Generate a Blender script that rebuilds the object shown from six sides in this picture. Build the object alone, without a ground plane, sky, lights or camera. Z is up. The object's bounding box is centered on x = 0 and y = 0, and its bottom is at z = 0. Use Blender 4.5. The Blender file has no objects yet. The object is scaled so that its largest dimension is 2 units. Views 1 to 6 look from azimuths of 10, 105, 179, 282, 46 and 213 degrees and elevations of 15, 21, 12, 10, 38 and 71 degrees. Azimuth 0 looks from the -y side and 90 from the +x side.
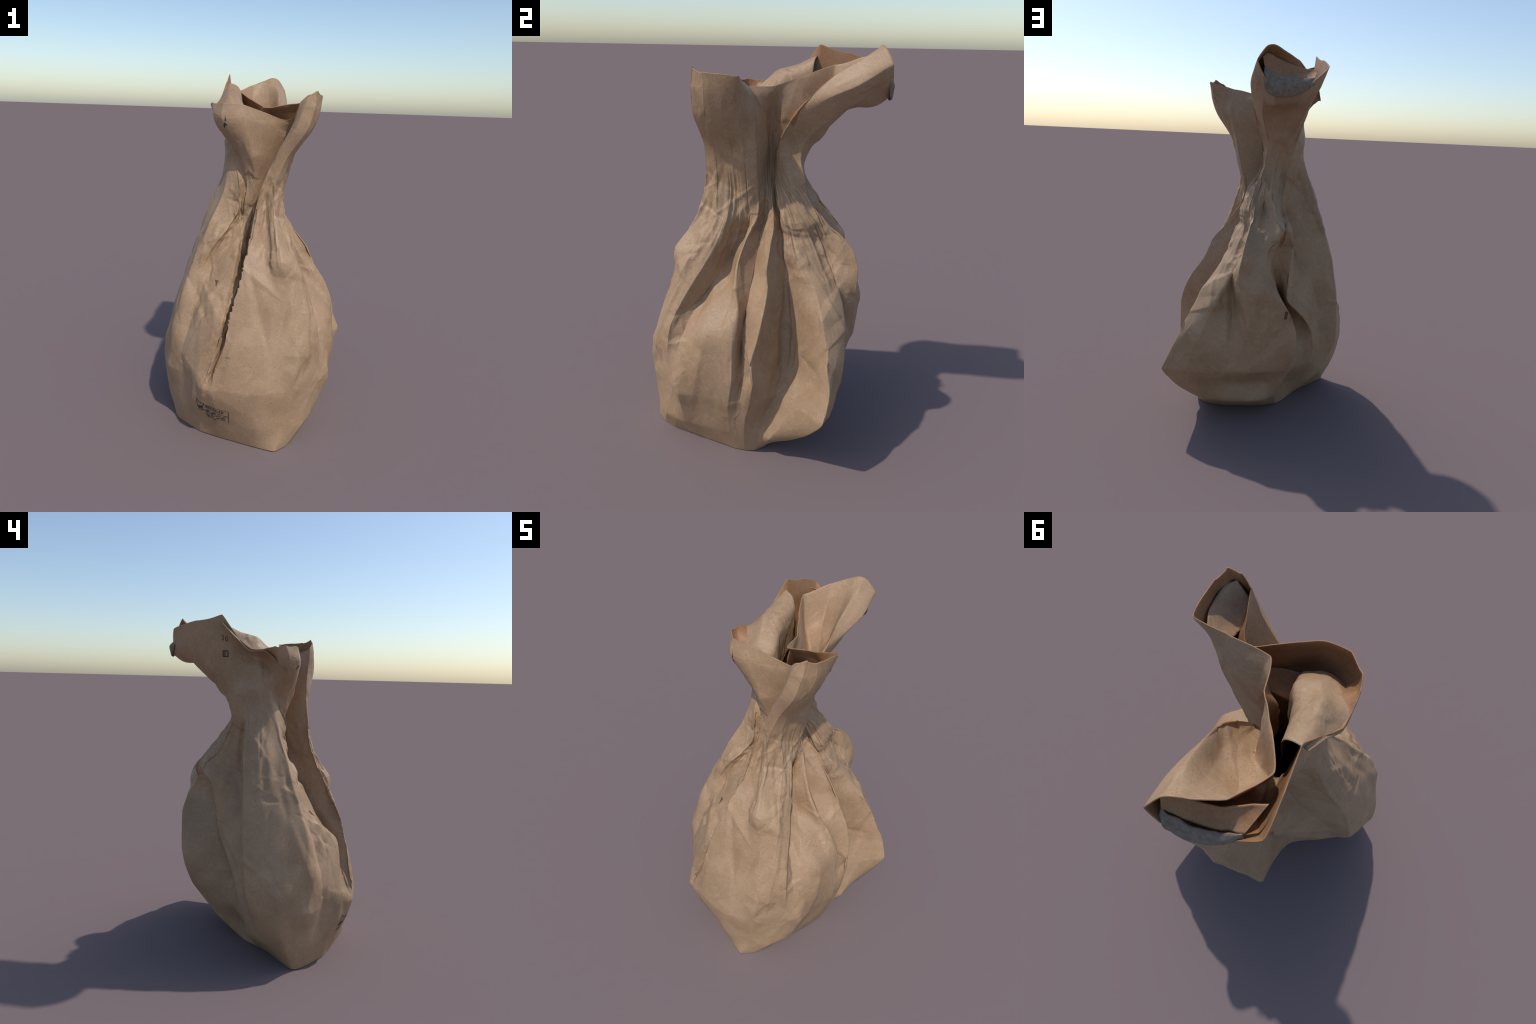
"""Crumpled brown paper bag, gathered at the neck, flaring into a three-lobed mouth.

The paper is ONE sheet, described by fold lines (ridges and valleys) that run from the
base up through the body, the gathered neck and the flared collar to the torn rim.
Every fold line is a short hand-placed spine; the sheet is lofted across them, then
crumpled by procedural creases, given thickness, and split into its parts."""
import bpy, math
import numpy as np
from mathutils import Vector
from mathutils.bvhtree import BVHTree

# --------------------------------------------------------------------------- fold lines
# The paper sheet is pleated along these fold lines.  body = (x, y) of the fold where it
# crosses each of the LEVELS; top = the spine above the neck, ending on the rim.
LEVELS = (.13, .25, .36, .48, .6, .7, .8, .9, 1.0, 1.1, 1.2, 1.3, 1.4)
FOLDS = []
def fold(name, sharp, foot, body, top):
    spine = [(foot[0], foot[1], 0.)] + [(x, y, z) for (x, y), z in zip(body, LEVELS)] + list(top)
    FOLDS.append((name, sharp, np.array(spine, float)))

fold('front_valley', .3, (-.19,-.45),
     [(-.18,-.49),(-.15,-.56),(-.15,-.59),(-.12,-.52),(-.075,-.45),(-.035,-.38),(-.01,-.29),(.02,-.2),(.05,-.155),(.065,-.118),(.078,-.098),(.085,-.088),(.1,-.062)],
     [(.165,-.045,1.56),(.205,-.065,1.66),(.19,-.085,1.71),(.165,-.105,1.745)])
fold('front_edge', .9, (-.1,-.475),
     [(-.1,-.525),(-.1,-.575),(-.12,-.598),(-.108,-.587),(-.066,-.56),(-.051,-.53),(-.035,-.501),(-.016,-.457),(-.003,-.404),(.014,-.356),(.022,-.31),(.036,-.28),(.057,-.268)],
     [(.108,-.24,1.55),(.19,-.235,1.71),(.22,-.24,1.79),(.235,-.24,1.845)])
fold('front_groove', .2, (.1,-.52),
     [(.12,-.56),(.12,-.58),(.13,-.59),(.13,-.565),(.14,-.53),(.145,-.495),(.13,-.465),(.115,-.432),(.108,-.38),(.092,-.312),(.088,-.282),(.085,-.25),(.09,-.25)],
     [(.13,-.262,1.55),(.22,-.275,1.7),(.255,-.268,1.8),(.285,-.255,1.885)])
fold('sunlit_ridge', .6, (.22,-.54),
     [(.27,-.51),(.29,-.505),(.31,-.5),(.31,-.5),(.3,-.485),(.285,-.46),(.265,-.43),(.24,-.4),(.205,-.395),(.18,-.355),(.15,-.295),(.135,-.27),(.13,-.26)],
     [(.185,-.245,1.55),(.285,-.255,1.7),(.32,-.25,1.8),(.335,-.235,1.895)])
fold('crease_ridge', .9, (.275,-.48),
     [(.36,-.43),(.355,-.425),(.36,-.43),(.365,-.435),(.37,-.43),(.355,-.41),(.335,-.38),(.31,-.345),(.275,-.305),(.221,-.25),(.185,-.2),(.175,-.19),(.165,-.188)],
     [(.205,-.19,1.55),(.31,-.19,1.7),(.345,-.18,1.79),(.352,-.18,1.88)])
fold('cape_edge', .85, (.305,-.41),
     [(.385,-.36),(.395,-.36),(.415,-.36),(.415,-.37),(.416,-.37),(.398,-.355),(.36,-.316),(.319,-.266),(.264,-.214),(.215,-.17),(.19,-.14),(.158,-.13),(.16,-.13)],
     [(.208,-.13,1.55),(.305,-.11,1.7),(.335,-.1,1.79),(.35,-.11,1.872)])
fold('right_groove', .6, (.32,-.33),
     [(.4,-.3),(.44,-.3),(.475,-.3),(.45,-.32),(.4,-.31),(.36,-.28),(.29,-.24),(.22,-.18),(.16,-.14),(.13,-.11),(.145,-.085),(.148,-.08),(.162,-.083)],
     [(.205,-.083,1.55),(.285,-.06,1.7),(.32,-.04,1.79),(.345,-.05,1.867)])
fold('right_bulge', 0, (.345,-.2),
     [(.405,-.2),(.435,-.2),(.462,-.19),(.478,-.19),(.475,-.18),(.45,-.17),(.34,-.16),(.21,-.12),(.145,-.1),(.105,-.05),(.13,-.035),(.148,-.037),(.17,-.04)],
     [(.21,-.04,1.55),(.272,-.03,1.7),(.302,-.028,1.8),(.325,-.018,1.862)])
fold('pleat_ridge', .9, (.37,-.06),
     [(.42,-.05),(.455,-.04),(.48,-.033),(.488,-.014),(.465,-.018),(.44,-.022),(.382,-.017),(.32,-.037),(.266,-.048),(.207,-.032),(.14,.005),(.12,.01),(.145,.012)],
     [(.178,.02,1.56),(.21,.02,1.7),(.205,-.01,1.79),(.2,-.04,1.842)])
fold('pleat_valley', .6, (.375,-.03),
     [(.42,-.02),(.45,0),(.465,.01),(.43,.015),(.395,.01),(.358,.01),(.312,.012),(.25,.012),(.18,.015),(.13,.02),(.07,.025),(.07,.03),(.035,.018)],
     [(.05,.022,1.55),(.045,.025,1.69),(.06,-.015,1.765),(.055,-.06,1.815)])
fold('right_ridge', .8, (.375,.02),
     [(.42,.03),(.45,.045),(.46,.07),(.47,.085),(.472,.08),(.45,.1),(.405,.112),(.335,.115),(.295,.1),(.215,.095),(.145,.092),(.06,.06),(-.005,.032)],
     [(-.028,.022,1.55),(-.025,.035,1.69),(0,.055,1.77),(.008,.06,1.81)])
fold('deep_right_valley', .3, (.36,.07),
     [(.38,.1),(.36,.13),(.345,.18),(.285,.19),(.248,.19),(.222,.183),(.195,.178),(.18,.16),(.15,.15),(.12,.13),(.08,.1),(.03,.068),(-.005,.045)],
     [(-.025,.045,1.54),(-.03,.16,1.64),(-.065,.175,1.785),(-.105,.182,1.872)])
fold('back_right_ridge', .6, (.32,.11),
     [(.41,.16),(.42,.23),(.4,.27),(.31,.275),(.268,.28),(.243,.275),(.22,.255),(.19,.23),(.175,.2),(.14,.17),(.11,.125),(.07,.09),(.025,.06)],
     [(-.015,.062,1.54),(-.055,.215,1.67),(-.145,.275,1.75),(-.19,.3,1.91)])
fold('corner_ridge', .85, (.27,.13),
     [(.39,.25),(.46,.37),(.51,.44),(.455,.45),(.404,.432),(.354,.407),(.303,.374),(.235,.325),(.18,.25),(.14,.2),(.12,.17),(.1,.13),(.038,.078)],
     [(.02,.076,1.54),(-.002,.22,1.69),(-.105,.365,1.77),(-.13,.44,1.945)])
fold('spout_roll', .1, (.235,.135),
     [(.345,.285),(.395,.38),(.435,.453),(.398,.47),(.347,.473),(.302,.456),(.252,.431),(.19,.385),(.138,.32),(.105,.27),(.112,.225),(.092,.16),(.041,.089)],
     [(.03,.083,1.56),(.035,.2,1.7),(-.008,.34,1.8),(-.06,.498,1.987)])
fold('corner_panel', .15, (.2,.14),
     [(.3,.32),(.33,.39),(.36,.465),(.34,.49),(.29,.49),(.25,.48),(.2,.465),(.145,.42),(.095,.365),(.07,.315),(.105,.28),(.085,.19),(.025,.1)],
     [(.035,.088,1.57),(.075,.19,1.735),(.05,.32,1.865),(.012,.54,1.998)])
fold('back_groove', .3, (.12,.14),
     [(.17,.335),(.2,.38),(.18,.445),(.155,.465),(.15,.45),(.145,.415),(.15,.41),(.145,.42),(.095,.405),(.08,.355),(.08,.31),(.06,.25),(.03,.165)],
     [(.005,.152,1.55),(.08,.275,1.74),(.09,.44,1.83),(.058,.585,1.925)])
fold('knee_ridge', .85, (.04,.135),
     [(.05,.33),(.06,.345),(.05,.45),(.039,.468),(.055,.497),(.074,.502),(.1,.5),(.112,.505),(.096,.505),(.077,.455),(.056,.338),(.038,.255),(.02,.21)],
     [(0,.195,1.54),(.03,.35,1.69),(.025,.5,1.785),(.02,.59,1.84)])
fold('knee_groove', .4, (-.03,.125),
     [(-.02,.31),(-.03,.315),(-.04,.43),(-.06,.462),(-.06,.487),(-.03,.497),(.02,.507),(.05,.49),(.03,.475),(0,.385),(0,.27),(0,.25),(-.01,.2)],
     [(-.025,.21,1.53),(-.03,.365,1.7),(-.035,.51,1.73),(-.04,.575,1.77)])
fold('back_corner_ridge', .95, (-.1,.1),
     [(-.1,.25),(-.12,.34),(-.165,.4),(-.19,.44),(-.187,.465),(-.152,.478),(-.085,.498),(-.02,.48),(-.035,.425),(-.09,.41),(-.055,.345),(-.04,.265),(-.05,.2)],
     [(-.07,.225,1.53),(-.12,.37,1.7),(-.15,.488,1.755),(-.17,.53,1.8)])
fold('deep_back_valley', .3, (-.14,.06),
     [(-.15,.08),(-.18,.15),(-.18,.15),(-.15,.1),(-.115,.09),(-.09,.12),(-.075,.21),(-.06,.27),(-.08,.28),(-.115,.33),(-.09,.29),(-.075,.225),(-.09,.175)],
     [(-.11,.215,1.53),(-.19,.385,1.71),(-.25,.46,1.82),(-.284,.484,1.912)])
fold('back_left_ridge', .9, (-.18,0),
     [(-.22,.02),(-.29,.06),(-.317,.07),(-.297,.1),(-.225,.17),(-.148,.236),(-.142,.252),(-.15,.263),(-.158,.28),(-.15,.34),(-.12,.27),(-.11,.21),(-.125,.175)],
     [(-.15,.2,1.53),(-.21,.31,1.72),(-.245,.35,1.84),(-.268,.348,1.962)])
fold('left_groove', .8, (-.21,-.05),
     [(-.32,0),(-.345,.015),(-.36,.025),(-.35,.03),(-.335,.035),(-.31,.055),(-.265,.075),(-.19,.09),(-.155,.098),(-.12,.11),(-.115,.112),(-.14,.105),(-.19,.095)],
     [(-.17,.15,1.54),(-.2,.2,1.72),(-.225,.21,1.86),(-.242,.211,1.99)])
fold('left_broad_ridge', .7, (-.26,-.12),
     [(-.38,-.09),(-.43,-.07),(-.46,-.04),(-.46,-.01),(-.45,0),(-.44,.01),(-.42,.015),(-.4,.02),(-.365,.03),(-.335,.04),(-.305,.05),(-.27,.05),(-.235,.05)],
     [(-.2,.07,1.55),(-.195,.07,1.69),(-.19,.095,1.79),(-.255,.12,1.87)])
fold('left_belly', .2, (-.41,-.275),
     [(-.465,-.25),(-.495,-.22),(-.508,-.21),(-.5,-.2),(-.47,-.19),(-.45,-.17),(-.425,-.13),(-.4,-.1),(-.37,-.07),(-.335,-.05),(-.305,-.04),(-.265,-.03),(-.23,-.02)],
     [(-.212,-.01,1.55),(-.195,-.01,1.68),(-.175,.005,1.755),(-.284,.03,1.8)])
fold('left_strip', .2, (-.38,-.335),
     [(-.385,-.345),(-.395,-.36),(-.43,-.37),(-.42,-.36),(-.4,-.36),(-.38,-.35),(-.36,-.33),(-.335,-.29),(-.305,-.25),(-.265,-.21),(-.235,-.18),(-.2,-.14),(-.175,-.11)],
     [(-.185,-.07,1.55),(-.155,-.055,1.67),(-.16,-.055,1.74),(-.277,-.06,1.81)])
fold('left_front_ridge', .8, (-.31,-.385),
     [(-.32,-.41),(-.31,-.42),(-.31,-.435),(-.33,-.44),(-.32,-.42),(-.295,-.385),(-.28,-.34),(-.275,-.295),(-.232,-.263),(-.179,-.235),(-.112,-.17),(-.088,-.152),(-.085,-.155)],
     [(-.135,-.092,1.55),(-.18,-.105,1.67),(-.23,-.12,1.74),(-.265,-.11,1.82)])
fold('facet_groove', .5, (-.27,-.41),
     [(-.27,-.45),(-.25,-.515),(-.235,-.53),(-.23,-.5),(-.22,-.47),(-.21,-.43),(-.21,-.37),(-.2,-.3),(-.19,-.245),(-.15,-.2),(-.082,-.125),(-.07,-.125),(-.065,-.125)],
     [(-.112,-.105,1.55),(-.2,-.17,1.68),(-.235,-.19,1.75),(-.243,-.165,1.83)])
fold('valley_left_edge', .8, (-.24,-.43),
     [(-.23,-.475),(-.2,-.545),(-.17,-.586),(-.14,-.545),(-.106,-.499),(-.085,-.457),(-.082,-.389),(-.078,-.321),(-.076,-.262),(-.068,-.172),(-.06,-.13),(-.055,-.14),(-.05,-.13)],
     [(-.075,-.158,1.55),(-.14,-.215,1.68),(-.175,-.235,1.75),(-.17,-.22,1.825)])
fold('collar_front', .1, (-.22,-.44),
     [(-.21,-.485),(-.185,-.555),(-.16,-.59),(-.13,-.53),(-.095,-.475),(-.07,-.42),(-.05,-.32),(-.04,-.25),(-.03,-.17),(-.025,-.13),(-.015,-.11),(-.01,-.115),(0,-.13)],
     [(-.005,-.18,1.55),(-.04,-.212,1.68),(-.06,-.225,1.75),(-.065,-.208,1.82)])

NF = len(FOLDS)
NR = len(FOLDS[0][2])
K_ACROSS = 20            # sheet columns per fold
K_ALONG = 26             # sheet rows per spine step
NECK_ROW = 13

def spline(P, n, closed, tension):
    """cubic through the points of axis 0; tension 0 = smooth, 1 = straight creases"""
    m = len(P)
    t = np.asarray(tension, float).reshape((-1,) + (1,) * (P.ndim - 1)) * np.ones((m,) + (1,) * (P.ndim - 1))
    if closed:
        tan = (np.roll(P, -1, 0) - np.roll(P, 1, 0)) * .5
    else:
        tan = np.empty_like(P)
        tan[1:-1] = (P[2:] - P[:-2]) * .5
        tan[0] = P[1] - P[0]
        tan[-1] = P[-1] - P[-2]
    tin = tan * (1 - t)
    out = []
    segs = m if closed else m - 1
    for i in range(segs):
        j = (i + 1) % m
        for k in range(n):
            s = k / n
            h1 = 2*s**3 - 3*s**2 + 1; h2 = s**3 - 2*s**2 + s
            h3 = -2*s**3 + 3*s**2;    h4 = s**3 - s**2
            out.append(h1*P[i] + h2*tin[i] + h3*P[j] + h4*tin[j])
    if not closed:
        out.append(P[-1])
    return np.array(out)

# --------------------------------------------------------------------------- noise
def lattice_noise(P, seed):
    """smooth value noise, -1..1, on points (...,3)"""
    rng = np.random.RandomState(seed)
    T = rng.rand(4096) * 2 - 1
    I = np.floor(P).astype(np.int64)
    F = P - I
    F = F*F*(3 - 2*F)
    def h(a, b, c):
        return T[(a*73856093 ^ b*19349663 ^ c*83492791) & 4095]
    x, y, z = I[..., 0], I[..., 1], I[..., 2]
    fx, fy, fz = F[..., 0], F[..., 1], F[..., 2]
    v = 0
    for dx in (0, 1):
        for dy in (0, 1):
            for dz in (0, 1):
                w = (fx if dx else 1-fx)*(fy if dy else 1-fy)*(fz if dz else 1-fz)
                v = v + w*h(x+dx, y+dy, z+dz)
    return v

def creased(P, seed, scale, width):
    """crumpled paper: every cell of a warped pattern is a facet with its own tilt; facets
    meet in narrow creases"""
    rng = np.random.RandomState(seed)
    T = rng.rand(4096, 3)
    D = rng.randn(4096, 3)
    D /= np.linalg.norm(D, axis=1, keepdims=True)
    W = np.stack([lattice_noise(P*scale*.6 + 11*k, seed + k) for k in range(3)], -1)
    Q = P*scale + .4*W
    I = np.floor(Q).astype(np.int64)
    F1 = np.full(P.shape[:-1], 9.); F2 = F1.copy(); tilt = np.zeros_like(F1)
    for dx in (-1, 0, 1):
        for dy in (-1, 0, 1):
            for dz in (-1, 0, 1):
                J = I + (dx, dy, dz)
                h = (J[..., 0]*73856093 ^ J[..., 1]*19349663 ^ J[..., 2]*83492791) & 4095
                e = Q - J - T[h]
                d = np.linalg.norm(e, axis=-1)
                near = d < F1
                F2 = np.where(near, F1, np.minimum(F2, d))
                tilt = np.where(near, (e*D[h]).sum(-1), tilt)
                F1 = np.where(near, d, F1)
    g = np.clip((F2 - F1)/width, 0, 1)
    return g*tilt + .12*(g - .6)

def dents(G, N, rng, count, width, length, slope, rows):
    """crumples: long diamond-shaped dents and ridges of four flat facets with straight,
    sharp edges, strewn over the sheet and mostly running along the folds"""
    H = np.zeros(G.shape[:2])
    nv, nu = H.shape
    for i in range(count):
        r = rng.randint(rows[0], rows[1]); c = rng.randint(0, nu)
        w = rng.uniform(*width); l = rng.uniform(*length)
        k = int(l/.0045) + 3
        rr = np.arange(max(rows[0] - 4, r - k), min(nv, r + k))
        cc = np.arange(c - k*2, c + k*2) % nu if k*4 < nu else np.arange(nu)
        n = N[r, c]
        up = G[min(r + 3, nv - 1), c] - G[max(r - 3, 0), c]
        up = up/(np.linalg.norm(up) + 1e-9)
        side = np.cross(n, up)
        a = rng.normal(0, .55)
        t = up*math.cos(a) + side*math.sin(a)
        b = np.cross(n, t)
        sgn = 1 if rng.rand() < .5 else -1
        sl = rng.uniform(*slope)
        off = rng.uniform(-.5, .5)
        d = G[np.ix_(rr, cc)] - G[r, c]
        q1 = (d @ b)/w; q2 = (d @ t)/l
        q1 = np.where(q1 > 0, q1*(1 + off), q1*(1 - off))
        h = np.clip(1 - np.abs(q1) - np.abs(q2), 0, 1)*(np.abs(d @ n) < .05)*(N[np.ix_(rr, cc)] @ n > .3)
        H[np.ix_(rr, cc)] += sgn*sl*w*h
    return H

def bell(x, c, w):
    return np.exp(-((x - c)/w)**2)

def smooth(x, a, b):
    t = np.clip((x - a)/(b - a), 0, 1)
    return t*t*(3 - 2*t)

def grid_normals(G):
    du = np.roll(G, -1, 1) - np.roll(G, 1, 1)
    dv = np.gradient(G, axis=0)
    n = np.cross(du, dv)
    return n / (np.linalg.norm(n, axis=-1, keepdims=True) + 1e-9)

# --------------------------------------------------------------------------- the sheet
spines = np.stack([f[2] for f in FOLDS], 1)                   # rows x folds x 3
sharp = np.array([f[1] for f in FOLDS])
along = np.full(NR, .12); along[1] = .5; along[3] = .6       # the bag bottom keeps its pressed edges
rows = spline(spines, K_ALONG, False, along)                   # along the bag
sheet = np.stack([spline(r, K_ACROSS, True, sharp*.65 + .3) for r in rows])
NV, NU = sheet.shape[:2]
v_of = np.linspace(0, NR - 1, NV)[:, None] * np.ones((1, NU))
z_of = sheet[..., 2]

N = grid_normals(sheet)
neck = bell(v_of, NECK_ROW - 1.5, 2.4)*(1 - smooth(v_of, 12.6, 14.2))
body = .25*smooth(v_of, 1.0, 3.) + .75*smooth(v_of, 2.5, 5.5)
col = np.arange(NU)[None, :] / K_ACROSS * np.ones((NV, 1))
# gathers: narrow vertical pleats that fan out of the neck
ang = col/NF*2*np.pi
fan = np.stack([np.cos(ang)*9, np.sin(ang)*9, v_of*.28], -1)
fan2 = np.stack([np.cos(ang)*19, np.sin(ang)*19, v_of*.4 + 3], -1)
g1 = 1 - 2*np.abs(lattice_noise(fan, 5))
g2 = 1 - 2*np.abs(lattice_noise(fan2, 6))
disp = neck*(.007*(g1 - .4) + .004*(g2 - .4))
rng = np.random.RandomState(77)
lo, hi = int(1.3*K_ALONG), NV
calm = body*(1 - .8*bell(v_of, 12.2, 2.4))*(1 - .4*smooth(v_of, 14, 16))      # the neck has pleats, not dents
disp += calm*dents(sheet, N, rng, 150, (.04, .09), (.14, .36), (.14, .33), (lo, hi))
disp += calm*dents(sheet, N, rng, 360, (.018, .045), (.06, .2), (.10, .28), (lo, hi))
disp += .6*(1 - .7*bell(v_of, 12.2, 2.4))*dents(sheet, N, rng, 400, (.014, .024), (.04, .10), (.08, .22), (int(.3*K_ALONG), hi))
throat = bell(col, 3.0, 2.6)*bell(v_of, 11.2, 1.9)
crease_rows = (int(9.2*K_ALONG), int(13.2*K_ALONG))
disp += neck*.011*np.tanh(dents(sheet, N, rng, 130, (.016, .032), (.16, .36), (.15, .38), crease_rows)/.011)
disp += throat*.013*np.tanh(dents(sheet, N, rng, 150, (.015, .028), (.13, .28), (.25, .55), crease_rows)/.013)
disp *= 1 - .65*smooth(v_of, 15.2, 16.6)
disp += .003*(1 - smooth(v_of, 8, 11)) - .005*smooth(v_of, 9, 12) - (disp*body).sum()/body.sum()
disp *= .3 + .7*smooth(v_of, .3, 2.5)
sheet = sheet + N*disp[..., None]
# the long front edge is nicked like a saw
saw = (v_of*2.2 + .55*np.sin(v_of*2.9) + .3*np.sin(v_of*7.1)) % 1.0
sheet[..., 0] += bell(col, 1.0, .16)*smooth(v_of, 5.6, 6.2)*(1 - smooth(v_of, 10.2, 10.8))*(.5 - saw)*.013
# keep the base on the ground
sheet[..., 2] = np.maximum(sheet[..., 2], .0)
# torn rim: small nicks along the top edge
rim_w = smooth(v_of, NR - 1.25, NR - 1)
sheet[..., 2] += rim_w*.007*lattice_noise(np.stack([np.cos(ang)*9, np.sin(ang)*9, ang*0], -1), 9)

sheet[..., 2] *= 2.0/sheet[..., 2].max()

THICK = .004
N = grid_normals(sheet)
NS = N.copy()
for _ in range(6):
    NS = (NS + np.roll(NS, 1, 1) + np.roll(NS, -1, 1))/3
NS /= np.linalg.norm(NS, axis=-1, keepdims=True) + 1e-9
lining = sheet - NS*THICK
START_IN = int(K_ALONG*14.6)                                   # the inside is modelled down past the neck

# --------------------------------------------------------------------------- materials
def new_mat(name):
    m = bpy.data.materials.new(name)
    m.use_nodes = True
    nt = m.node_tree
    for n in list(nt.nodes):
        nt.nodes.remove(n)
    return m, nt

def node(nt, kind, **kw):
    n = nt.nodes.new(kind)
    for k, v in kw.items():
        setattr(n, k, v)
    return n

def kraft(name, dark, mid, light, rough=.52):
    m, nt = new_mat(name)
    L = nt.links.new
    out = node(nt, 'ShaderNodeOutputMaterial')
    bs = node(nt, 'ShaderNodeBsdfPrincipled')
    bs.inputs['Roughness'].default_value = rough
    bs.inputs['Specular IOR Level'].default_value = .32
    tc = node(nt, 'ShaderNodeTexCoord')
    # broad handling patches
    n1 = node(nt, 'ShaderNodeTexNoise'); n1.inputs['Scale'].default_value = 4.5; n1.inputs['Detail'].default_value = 6; n1.inputs['Roughness'].default_value = .62
    L(tc.outputs['Object'], n1.inputs['Vector'])
    r1 = node(nt, 'ShaderNodeValToRGB')
    r1.color_ramp.elements[0].position = .32; r1.color_ramp.elements[0].color = (*dark, 1)
    r1.color_ramp.elements[1].position = .68; r1.color_ramp.elements[1].color = (*light, 1)
    e = r1.color_ramp.elements.new(.5); e.color = (*mid, 1)
    L(n1.outputs['Fac'], r1.inputs['Fac'])
    # fibre grain
    n2 = node(nt, 'ShaderNodeTexNoise'); n2.inputs['Scale'].default_value = 130; n2.inputs['Detail'].default_value = 4; n2.inputs['Roughness'].default_value = .7
    L(tc.outputs['Object'], n2.inputs['Vector'])
    r2 = node(nt, 'ShaderNodeMapRange'); r2.inputs[1].default_value = .3; r2.inputs[2].default_value = .7; r2.inputs[3].default_value = .86; r2.inputs[4].default_value = 1.12
    L(n2.outputs['Fac'], r2.inputs[0])
    mul = node(nt, 'ShaderNodeMix', data_type='RGBA', blend_type='MULTIPLY'); mul.inputs[0].default_value = 1
    L(r1.outputs['Color'], mul.inputs[6]); L(r2.outputs[0], mul.inputs[7])
    # dark specks of recycled pulp
    vo = node(nt, 'ShaderNodeTexVoronoi'); vo.inputs['Scale'].default_value = 38; vo.inputs['Randomness'].default_value = 1
    L(tc.outputs['Object'], vo.inputs['Vector'])
    r3 = node(nt, 'ShaderNodeMapRange'); r3.inputs[1].default_value = .07; r3.inputs[2].default_value = .13; r3.inputs[3].default_value = .45; r3.inputs[4].default_value = 0
    L(vo.outputs['Distance'], r3.inputs[0])
    mx = node(nt, 'ShaderNodeMix', data_type='RGBA'); mx.inputs[7].default_value = (.10, .065, .04, 1)
    L(r3.outputs[0], mx.inputs[0]); L(mul.outputs[2], mx.inputs[6])
    # scuffed pale streaks where the paper was creased
    n4 = node(nt, 'ShaderNodeTexNoise'); n4.inputs['Scale'].default_value = 9; n4.inputs['Detail'].default_value = 5; n4.inputs['Distortion'].default_value = 1.3
    L(tc.outputs['Object'], n4.inputs['Vector'])
    ab = node(nt, 'ShaderNodeMath', operation='SUBTRACT'); ab.inputs[1].default_value = .5; L(n4.outputs['Fac'], ab.inputs[0])
    ab2 = node(nt, 'ShaderNodeMath', operation='ABSOLUTE'); L(ab.outputs[0], ab2.inputs[0])
    r4 = node(nt, 'ShaderNodeMapRange'); r4.inputs[1].default_value = .0; r4.inputs[2].default_value = .022; r4.inputs[3].default_value = .28; r4.inputs[4].default_value = 0
    L(ab2.outputs[0], r4.inputs[0])
    mx2 = node(nt, 'ShaderNodeMix', data_type='RGBA'); mx2.inputs[7].default_value = (*[min(1, c*1.25) for c in light], 1)
    L(r4.outputs[0], mx2.inputs[0]); L(mx.outputs[2], mx2.inputs[6])
    geo = node(nt, 'ShaderNodeNewGeometry')
    wear = node(nt, 'ShaderNodeMapRange'); wear.inputs[1].default_value = .53; wear.inputs[2].default_value = .60; wear.inputs[3].default_value = 0; wear.inputs[4].default_value = .3
    L(geo.outputs['Pointiness'], wear.inputs[0])
    mx3 = node(nt, 'ShaderNodeMix', data_type='RGBA'); mx3.inputs[7].default_value = (*[min(1, c*1.22) for c in light], 1)
    L(wear.outputs[0], mx3.inputs[0]); L(mx2.outputs[2], mx3.inputs[6])
    L(mx3.outputs[2], bs.inputs['Base Color'])
    # fine wrinkles + fibre bump
    n5 = node(nt, 'ShaderNodeTexNoise'); n5.inputs['Scale'].default_value = 26; n5.inputs['Detail'].default_value = 6
    L(tc.outputs['Object'], n5.inputs['Vector'])
    b1 = node(nt, 'ShaderNodeBump'); b1.inputs['Strength'].default_value = .12; b1.inputs['Distance'].default_value = .01
    L(n5.outputs['Fac'], b1.inputs['Height'])
    b2 = node(nt, 'ShaderNodeBump'); b2.inputs['Strength'].default_value = .2; b2.inputs['Distance'].default_value = .002
    L(n2.outputs['Fac'], b2.inputs['Height']); L(b1.outputs[0], b2.inputs['Normal'])
    L(b2.outputs[0], bs.inputs['Normal'])
    L(bs.outputs[0], out.inputs['Surface'])
    return m

def plain(name, colour, rough=.52):
    m, nt = new_mat(name)
    out = node(nt, 'ShaderNodeOutputMaterial')
    bs = node(nt, 'ShaderNodeBsdfPrincipled')
    bs.inputs['Roughness'].default_value = rough
    tc = node(nt, 'ShaderNodeTexCoord')
    n = node(nt, 'ShaderNodeTexNoise'); n.inputs['Scale'].default_value = 60; n.inputs['Detail'].default_value = 4
    nt.links.new(tc.outputs['Object'], n.inputs['Vector'])
    r = node(nt, 'ShaderNodeValToRGB')
    r.color_ramp.elements[0].position = .3; r.color_ramp.elements[0].color = (*[c*.75 for c in colour], 1)
    r.color_ramp.elements[1].position = .7; r.color_ramp.elements[1].color = (*[min(1, c*1.2) for c in colour], 1)
    nt.links.new(n.outputs['Fac'], r.inputs['Fac'])
    nt.links.new(r.outputs['Color'], bs.inputs['Base Color'])
    nt.links.new(bs.outputs[0], out.inputs['Surface'])
    return m

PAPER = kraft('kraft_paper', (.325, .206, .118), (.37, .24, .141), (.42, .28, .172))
LINING = kraft('kraft_paper_inside', (.265, .132, .058), (.31, .16, .074), (.355, .192, .096))  # inside tinted redder and darker for light bouncing between the paper walls
INK = plain('black_ink', (.045, .04, .038))
GREY_END = plain('grey_end_patch', (.21, .165, .125), .95)

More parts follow.
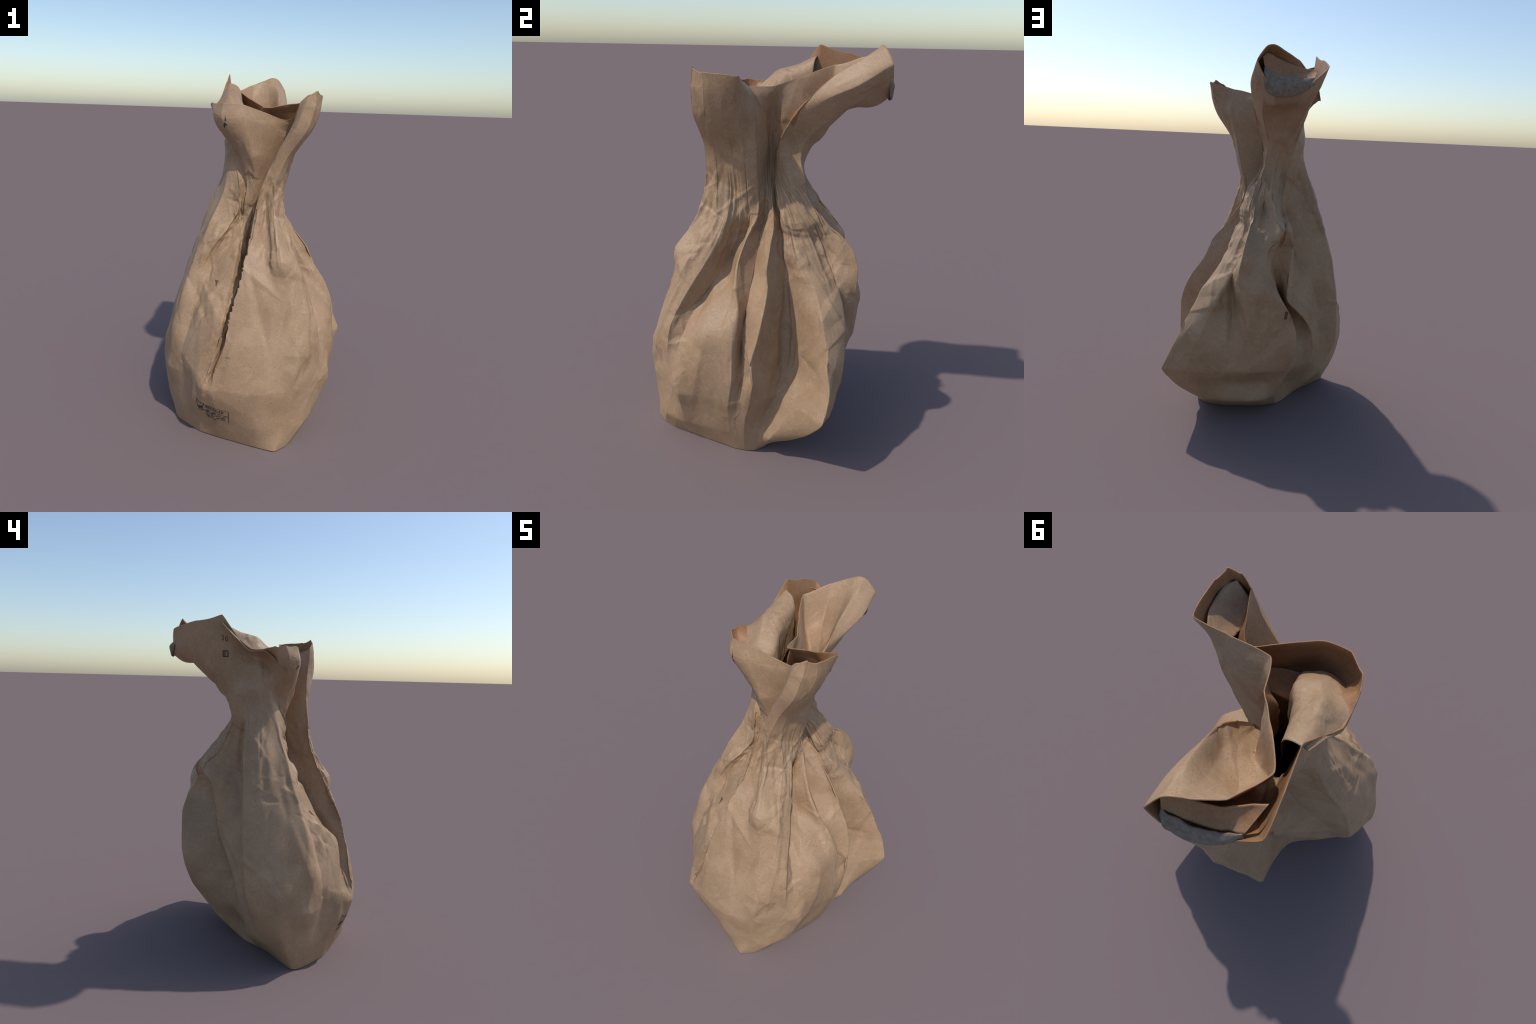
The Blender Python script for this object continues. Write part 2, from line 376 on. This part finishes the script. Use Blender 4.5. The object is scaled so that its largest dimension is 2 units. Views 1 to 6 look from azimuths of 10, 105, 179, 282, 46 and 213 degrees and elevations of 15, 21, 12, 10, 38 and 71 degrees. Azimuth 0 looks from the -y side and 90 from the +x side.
# --------------------------------------------------------------------------- build the parts
root = bpy.data.objects.new('paper_bag', None)
bpy.context.scene.collection.objects.link(root)
root['label'] = 'crumpled brown paper bag gathered at the neck with flared mouth'
root['category'] = 'paper bag'

class Builder:
    """vertex pool of the whole bag, so that every part carries the whole bag's normals"""
    def __init__(self):
        self.v = []; self.n = 0; self.f = []; self.tag = []
    def add(self, pts):
        s = self.n
        self.v.append(np.asarray(pts, float).reshape(-1, 3)); self.n += len(self.v[-1])
        return s
    def quads(self, idx, tag):
        self.f.extend(idx); self.tag.extend([tag]*len(idx))

B = Builder()
o0 = B.add(sheet)
i0 = B.add(lining[START_IN:])
CUT_BASE, CUT_NECK, CUT_COLLAR = int(K_ALONG*1), int(K_ALONG*11), int(K_ALONG*13.5)
def tag_of(r):
    return ('base' if r < CUT_BASE else 'body' if r < CUT_NECK else 'gathered_neck' if r < CUT_COLLAR else 'collar')
for r in range(NV - 1):
    B.quads([(o0 + r*NU + c, o0 + r*NU + (c+1) % NU, o0 + (r+1)*NU + (c+1) % NU, o0 + (r+1)*NU + c) for c in range(NU)], tag_of(r))
for r in range(START_IN, NV - 1):
    a = i0 + (r - START_IN)*NU
    B.quads([(a + c, a + NU + c, a + NU + (c+1) % NU, a + (c+1) % NU) for c in range(NU)], 'lining')
ra, rb = o0 + (NV-1)*NU, i0 + (NV-1-START_IN)*NU
B.quads([(ra + c, ra + (c+1) % NU, rb + (c+1) % NU, rb + c) for c in range(NU)], 'lining')
# underside: rings shrinking to the middle of the base
ring = sheet[0]
mid = ring.mean(0)
prev = o0
for k in range(1, 9):
    s = 1 - k/8.5
    pts = mid + (ring - mid)*s
    pts[:, 2] = .004*(1 - s)
    cur = B.add(pts)
    B.quads([(prev + c, cur + c, cur + (c+1) % NU, prev + (c+1) % NU) for c in range(NU)], 'base')
    prev = cur
cm = B.add([mid + np.array([0, 0, .004])])
B.quads([(prev + c, cm, prev + (c+1) % NU) for c in range(NU)], 'base')

V = np.concatenate(B.v)
whole = bpy.data.meshes.new('whole')
whole.from_pydata(V.tolist(), [], B.f)
whole.update()
VN = np.zeros(len(V)*3, 'f')
whole.vertices.foreach_get('normal', VN)
VN = VN.reshape(-1, 3)
bvh = BVHTree.FromPolygons([Vector(p) for p in V], B.f)
bpy.data.meshes.remove(whole)

def make(name, verts, faces, mat, normals=None, smooth_shade=True, parent=None):
    me = bpy.data.meshes.new(name)
    me.from_pydata([tuple(p) for p in verts], [], faces)
    me.materials.append(mat)
    if smooth_shade:
        me.polygons.foreach_set('use_smooth', [True]*len(me.polygons))
    if normals is not None:
        me.normals_split_custom_set_from_vertices([tuple(n) for n in normals])
    me.update()
    ob = bpy.data.objects.new(name, me)
    bpy.context.scene.collection.objects.link(ob)
    ob.parent = parent or root
    return ob

F = np.array(B.f, dtype=object)
tags = np.array(B.tag)
PARTS = {}
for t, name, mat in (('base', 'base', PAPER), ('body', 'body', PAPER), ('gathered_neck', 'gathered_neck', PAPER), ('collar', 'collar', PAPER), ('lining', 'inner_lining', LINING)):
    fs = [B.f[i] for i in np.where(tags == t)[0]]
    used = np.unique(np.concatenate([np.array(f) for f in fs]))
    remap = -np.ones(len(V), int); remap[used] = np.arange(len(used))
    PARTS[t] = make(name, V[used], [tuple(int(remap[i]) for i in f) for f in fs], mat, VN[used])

# --------------------------------------------------------------------------- grey patch in the back mouth
def patch(name, low, high, bulge, mat, n=28, m=14):
    """curved sheet spanned between two edges, bulging along a direction"""
    lo = spline(np.array(low, float), n, False, 0)
    hi = spline(np.array(high, float), n, False, 0)
    t = np.linspace(0, 1, m)[:, None, None]
    u = np.linspace(0, 1, len(lo))[None, :, None]
    P = lo[None]*(1 - t) + hi[None]*t + np.array(bulge)*(4*u*(1 - u))*np.sin(np.pi*t*.8 + .2)
    P = P + .006*lattice_noise(P*30, 77)[..., None]*np.array([0, 1, 0])
    k = len(lo)
    top = P.reshape(-1, 3)
    back = top - np.array([0, .005, .001])
    nv = len(top)
    fs = []
    for r in range(m - 1):
        for c in range(k - 1):
            a = r*k + c
            fs.append((a, a + k, a + k + 1, a + 1))
            fs.append((nv + a, nv + a + 1, nv + a + k + 1, nv + a + k))
    edge = [c for c in range(k)] + [r*k + k - 1 for r in range(1, m)] + [(m-1)*k + c for c in range(k-2, -1, -1)] + [r*k for r in range(m-2, 0, -1)]
    for a, b in zip(edge, edge[1:] + edge[:1]):
        fs.append((a, b, nv + b, nv + a))
    return make(name, np.concatenate([top, back]), fs, mat)

patch('grey_end_patch',
      [(.025,.575,1.85), (.01,.58,1.79), (-.04,.572,1.768), (-.11,.555,1.775), (-.17,.53,1.80), (-.22,.50,1.84)],
      [(.02,.555,1.90), (-.005,.55,1.885), (-.05,.54,1.865), (-.11,.53,1.86), (-.17,.505,1.86), (-.21,.49,1.865)],
      (0, .036, 0), GREY_END)

# paper folded across the inside of the back mouth
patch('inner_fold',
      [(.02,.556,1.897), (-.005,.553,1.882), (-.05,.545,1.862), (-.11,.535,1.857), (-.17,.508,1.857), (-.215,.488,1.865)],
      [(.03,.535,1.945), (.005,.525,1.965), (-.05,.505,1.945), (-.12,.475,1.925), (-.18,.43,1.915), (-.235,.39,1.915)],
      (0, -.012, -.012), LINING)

# the inner layer of the front mouth, torn off along its edge
patch('inner_layer',
      [(.30,-.24,1.845), (.327,-.2,1.84), (.33,-.14,1.83), (.32,-.09,1.825), (.295,-.045,1.82)],
      [(.25,-.235,1.79), (.238,-.2,1.76), (.23,-.15,1.74), (.23,-.10,1.745), (.235,-.055,1.765)],
      (0, 0, -.02), PAPER)

# folded-over ridge of paper inside the mouth: lofted through four cross-sections
def loft(name, sections, mat, n=16):
    S = np.array(sections, float)
    G = spline(S, n, False, 0.1)
    G = np.stack([spline(g, n, False, .2) for g in G])
    G = G + .006*creased(G, 91, 16, .3)[..., None]*grid_normals(G) + .004*lattice_noise(G*14, 92)[..., None]*np.array([0, 0, 1])
    a, b = G.shape[:2]
    top = G.reshape(-1, 3)
    back = top - np.array([0, 0, .005])
    nv = len(top)
    fs = []
    for r in range(a - 1):
        for c in range(b - 1):
            q = r*b + c
            fs.append((q, q + 1, q + b + 1, q + b))
            fs.append((nv + q, nv + q + b, nv + q + b + 1, nv + q + 1))
    edge = [c for c in range(b)] + [r*b + b - 1 for r in range(1, a)] + [(a-1)*b + c for c in range(b-2, -1, -1)] + [r*b for r in range(a-2, 0, -1)]
    for p, q in zip(edge, edge[1:] + edge[:1]):
        fs.append((q, p, nv + p, nv + q))
    return make(name, np.concatenate([top, back]), fs, mat)

loft('folded_ridge', [
    [(-.252,.205,1.955), (-.22,.2,1.95), (-.178,.198,1.93), (-.155,.195,1.87), (-.15,.19,1.72)],
    [(-.262,.115,1.865), (-.215,.10,1.905), (-.16,.10,1.885), (-.125,.10,1.82), (-.12,.10,1.66)],
    [(-.283,.03,1.797), (-.195,.01,1.875), (-.145,.01,1.85), (-.098,.035,1.80), (-.09,.04,1.62)],
    [(-.272,-.05,1.80), (-.18,-.06,1.805), (-.13,-.07,1.80), (-.06,-.03,1.765), (-.05,-.01,1.58)],
    [(-.215,-.115,1.74), (-.165,-.12,1.755), (-.115,-.115,1.755), (-.045,-.075,1.725), (-.03,-.05,1.56)],
    [(-.20,-.17,1.69), (-.155,-.175,1.70), (-.10,-.17,1.70), (-.03,-.135,1.68), (.0,-.10,1.58)]], PAPER)

# --------------------------------------------------------------------------- print, marks and tears
MARK = plain('brown_mark', (.11, .062, .035))

class Press:
    """lays flat artwork on the paper: artwork (a, b) in metres -> hit along the pressing direction"""
    def __init__(self, origin, right, up):
        self.o = np.array(origin, float)
        self.r = np.array(right, float); self.r /= np.linalg.norm(self.r)
        u = np.array(up, float); u -= self.r*(u @ self.r); self.u = u/np.linalg.norm(u)
        self.n = np.cross(self.r, self.u)          # points away from the paper
    def hit(self, a, b, lift=.0016):
        p = self.o + self.r*a + self.u*b + self.n*.5
        h = bvh.ray_cast(Vector(p), Vector(-self.n), 1.2)
        if h[0] is None:
            return None
        nn = np.array(h[1])
        if nn @ self.n < 0:
            nn = -nn
        return np.array(h[0]) + nn*lift

def lay(press, pieces, name, mat):
    """pieces: closed outlines (convex); each is laid on the paper as a thin inked piece"""
    vs, fs = [], []
    for pc in pieces:
        ids = []
        for a, b in pc:
            h = press.hit(a, b)
            if h is None:
                break
            ids.append(len(vs)); vs.append(h)
        if len(ids) == len(pc) and max(np.linalg.norm(vs[i] - vs[ids[0]]) for i in ids) < .03:
            fs.append(tuple(ids))
    ob = make(name, vs, fs, mat, smooth_shade=False)
    ob['kind'] = 'stuff'
    return ob

def stroke(pts, w, step=.006):
    """a pen stroke as a chain of small quads"""
    out = []
    pts = np.array(pts, float)
    for p, q in zip(pts[:-1], pts[1:]):
        d = q - p; L = np.linalg.norm(d)
        if L < 1e-6:
            continue
        n = np.array([-d[1], d[0]])/L*w/2
        k = max(1, int(L/step))
        for i in range(k):
            s0, s1 = p + d*i/k, p + d*(i + 1.15)/k
            out.append([tuple(s0 + n), tuple(s0 - n), tuple(s1 - n), tuple(s1 + n)])
    return out

GLYPH = {  # pen paths of the few capital letters, on a unit box
    'R': [[(0,0),(0,1),(.6,1),(.7,.75),(.6,.5),(0,.5)], [(.3,.5),(.7,0)]],
    'E': [[(.65,1),(0,1),(0,0),(.65,0)], [(0,.5),(.5,.5)]],
    'C': [[(.7,.85),(.45,1),(.1,.85),(0,.5),(.1,.15),(.45,0),(.7,.15)]],
    'Y': [[(0,1),(.35,.5),(.7,1)], [(.35,.5),(.35,0)]],
    'L': [[(0,1),(0,0),(.6,0)]],
    'D': [[(0,0),(0,1),(.4,1),(.7,.7),(.7,.3),(.4,0),(0,0)]],
    'F': [[(0,0),(0,1),(.65,1)], [(0,.5),(.5,.5)]],
    'S': [[(.65,.85),(.35,1),(.05,.8),(.6,.3),(.35,0),(0,.15)]],
    'O': [[(.35,1),(0,.7),(0,.3),(.35,0),(.7,.3),(.7,.7),(.35,1)]],
    '3': [[(0,.95),(.5,1),(.65,.75),(.3,.52),(.65,.3),(.5,0),(0,.06)]],
    '0': [[(.35,1),(0,.7),(0,.3),(.35,0),(.7,.3),(.7,.7),(.35,1)]],
}
def letters(text, x, y, h, w, slope=0.):
    out = []
    for i, ch in enumerate(text):
        for path in GLYPH.get(ch, []):
            out += stroke([(x + (i + px*.8)*h*.8, y + py*h + slope*(i + px)*h) for px, py in path], w, .004)
    return out

def scribble(x, y, length, h, w, seed):
    """small print too blurred to read"""
    rng = np.random.RandomState(seed)
    out = []
    t = 0.
    while t < length:
        word = rng.uniform(.016, .032)
        n = int(word/.0035)
        pts = [(x + t + i*.0035, y - .06*(t + i*.0035) + rng.uniform(-.5, .5)*h) for i in range(n)]
        out += stroke(pts, w, .004)
        t += word + .006
    return out

# stamped box on the lower front: emblem on the left, lettering on the right
stamp = Press((-.215, -.58, .245), (.986, .167, 0), (.05, -.25, .96))
art = []
art += stroke([(.005,.022), (.03,.004), (.06,-.004), (.178,-.006), (.184,-.012), (.187,-.1)], .0032)
art += stroke([(.005,.022), (.008,-.02), (.02,-.058), (.06,-.062), (.1,-.07)], .0025)
art += letters('RECYCLED', .058, -.026, .016, .0038, -.05)
for k in range(4):
    art += scribble(.058, -.042 - .0125*k, .11, .008, .0042, 400 + k)
art += scribble(.06, -.094, .04, .008, .0045, 420)
art += scribble(.065, -.104, .035, .007, .0045, 421)
rng = np.random.RandomState(8)
for k in range(9):                                   # branching emblem
    c0 = np.array([.02 + .022*rng.rand(), -.05 + .055*rng.rand()])
    a0 = rng.uniform(0, 6.28)
    art += stroke([c0 + .009*np.array([math.cos(a0 + t), math.sin(a0 + t)*1.1]) for t in np.linspace(0, 3.4, 8)], .0042, .004)
lay(stamp, art, 'printed_stamp', INK)

# lettering on the outside of the collar
side = Press((-.25, .14, 1.80), (0, -1, 0), (0, 0, 1))
art = []
sq = .028
art += stroke([(-.07,.0), (-.07 + sq,.0)], .006) + stroke([(-.07,.0), (-.07,-.032)], .006) + stroke([(-.07,-.032), (-.07 + sq,-.032)], .006) + stroke([(-.07 + sq,.0), (-.07 + sq,-.032)], .006)
art += letters('D', -.063, -.026, .02, .003)
art += letters('30', -.075, .062, .026, .0035, -.25)
lay(side, art, 'printed_lettering', INK)

# brown triangle and patches, tears in the collar
def mark(name, press, outline, mat):
    """a small solid patch laid on the paper, subdivided so that it follows the surface"""
    o = np.array(outline, float)
    c = o.mean(0)
    pcs = []
    for p, q in zip(o, np.roll(o, -1, 0)):
        for i in range(4):
            a0, a1 = i/4, (i + 1)/4
            pcs.append([tuple(c + (p - c)*a0), tuple(c + (p - c)*a1), tuple(c + (q - c)*a1), tuple(c + (q - c)*a0)])
    return lay(press, pcs, name, mat)

front = Press((-.146, -.43, .86), (.986, .167, 0), (0, 0, 1))
mark('brown_triangle', front, [(-.012, .022), (.012, .022), (-.003, -.026)], MARK)
back = Press((-.155, .42, .695), (-.93, .35, 0), (0, 0, 1))
mark('brown_patch', back, [(-.012, -.02), (.004, -.024), (.012, .02), (-.004, .024)], MARK)
tear = Press((-.15, -.24, 1.72), (.986, .167, 0), (0, 0, 1))
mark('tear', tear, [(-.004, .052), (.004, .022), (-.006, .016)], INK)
mark('tear.001', tear, [(-.008, .012), (.010, .0), (-.006, -.018), (-.012, -.008)], INK)

# bottom of the mouth, where the layers close on each other
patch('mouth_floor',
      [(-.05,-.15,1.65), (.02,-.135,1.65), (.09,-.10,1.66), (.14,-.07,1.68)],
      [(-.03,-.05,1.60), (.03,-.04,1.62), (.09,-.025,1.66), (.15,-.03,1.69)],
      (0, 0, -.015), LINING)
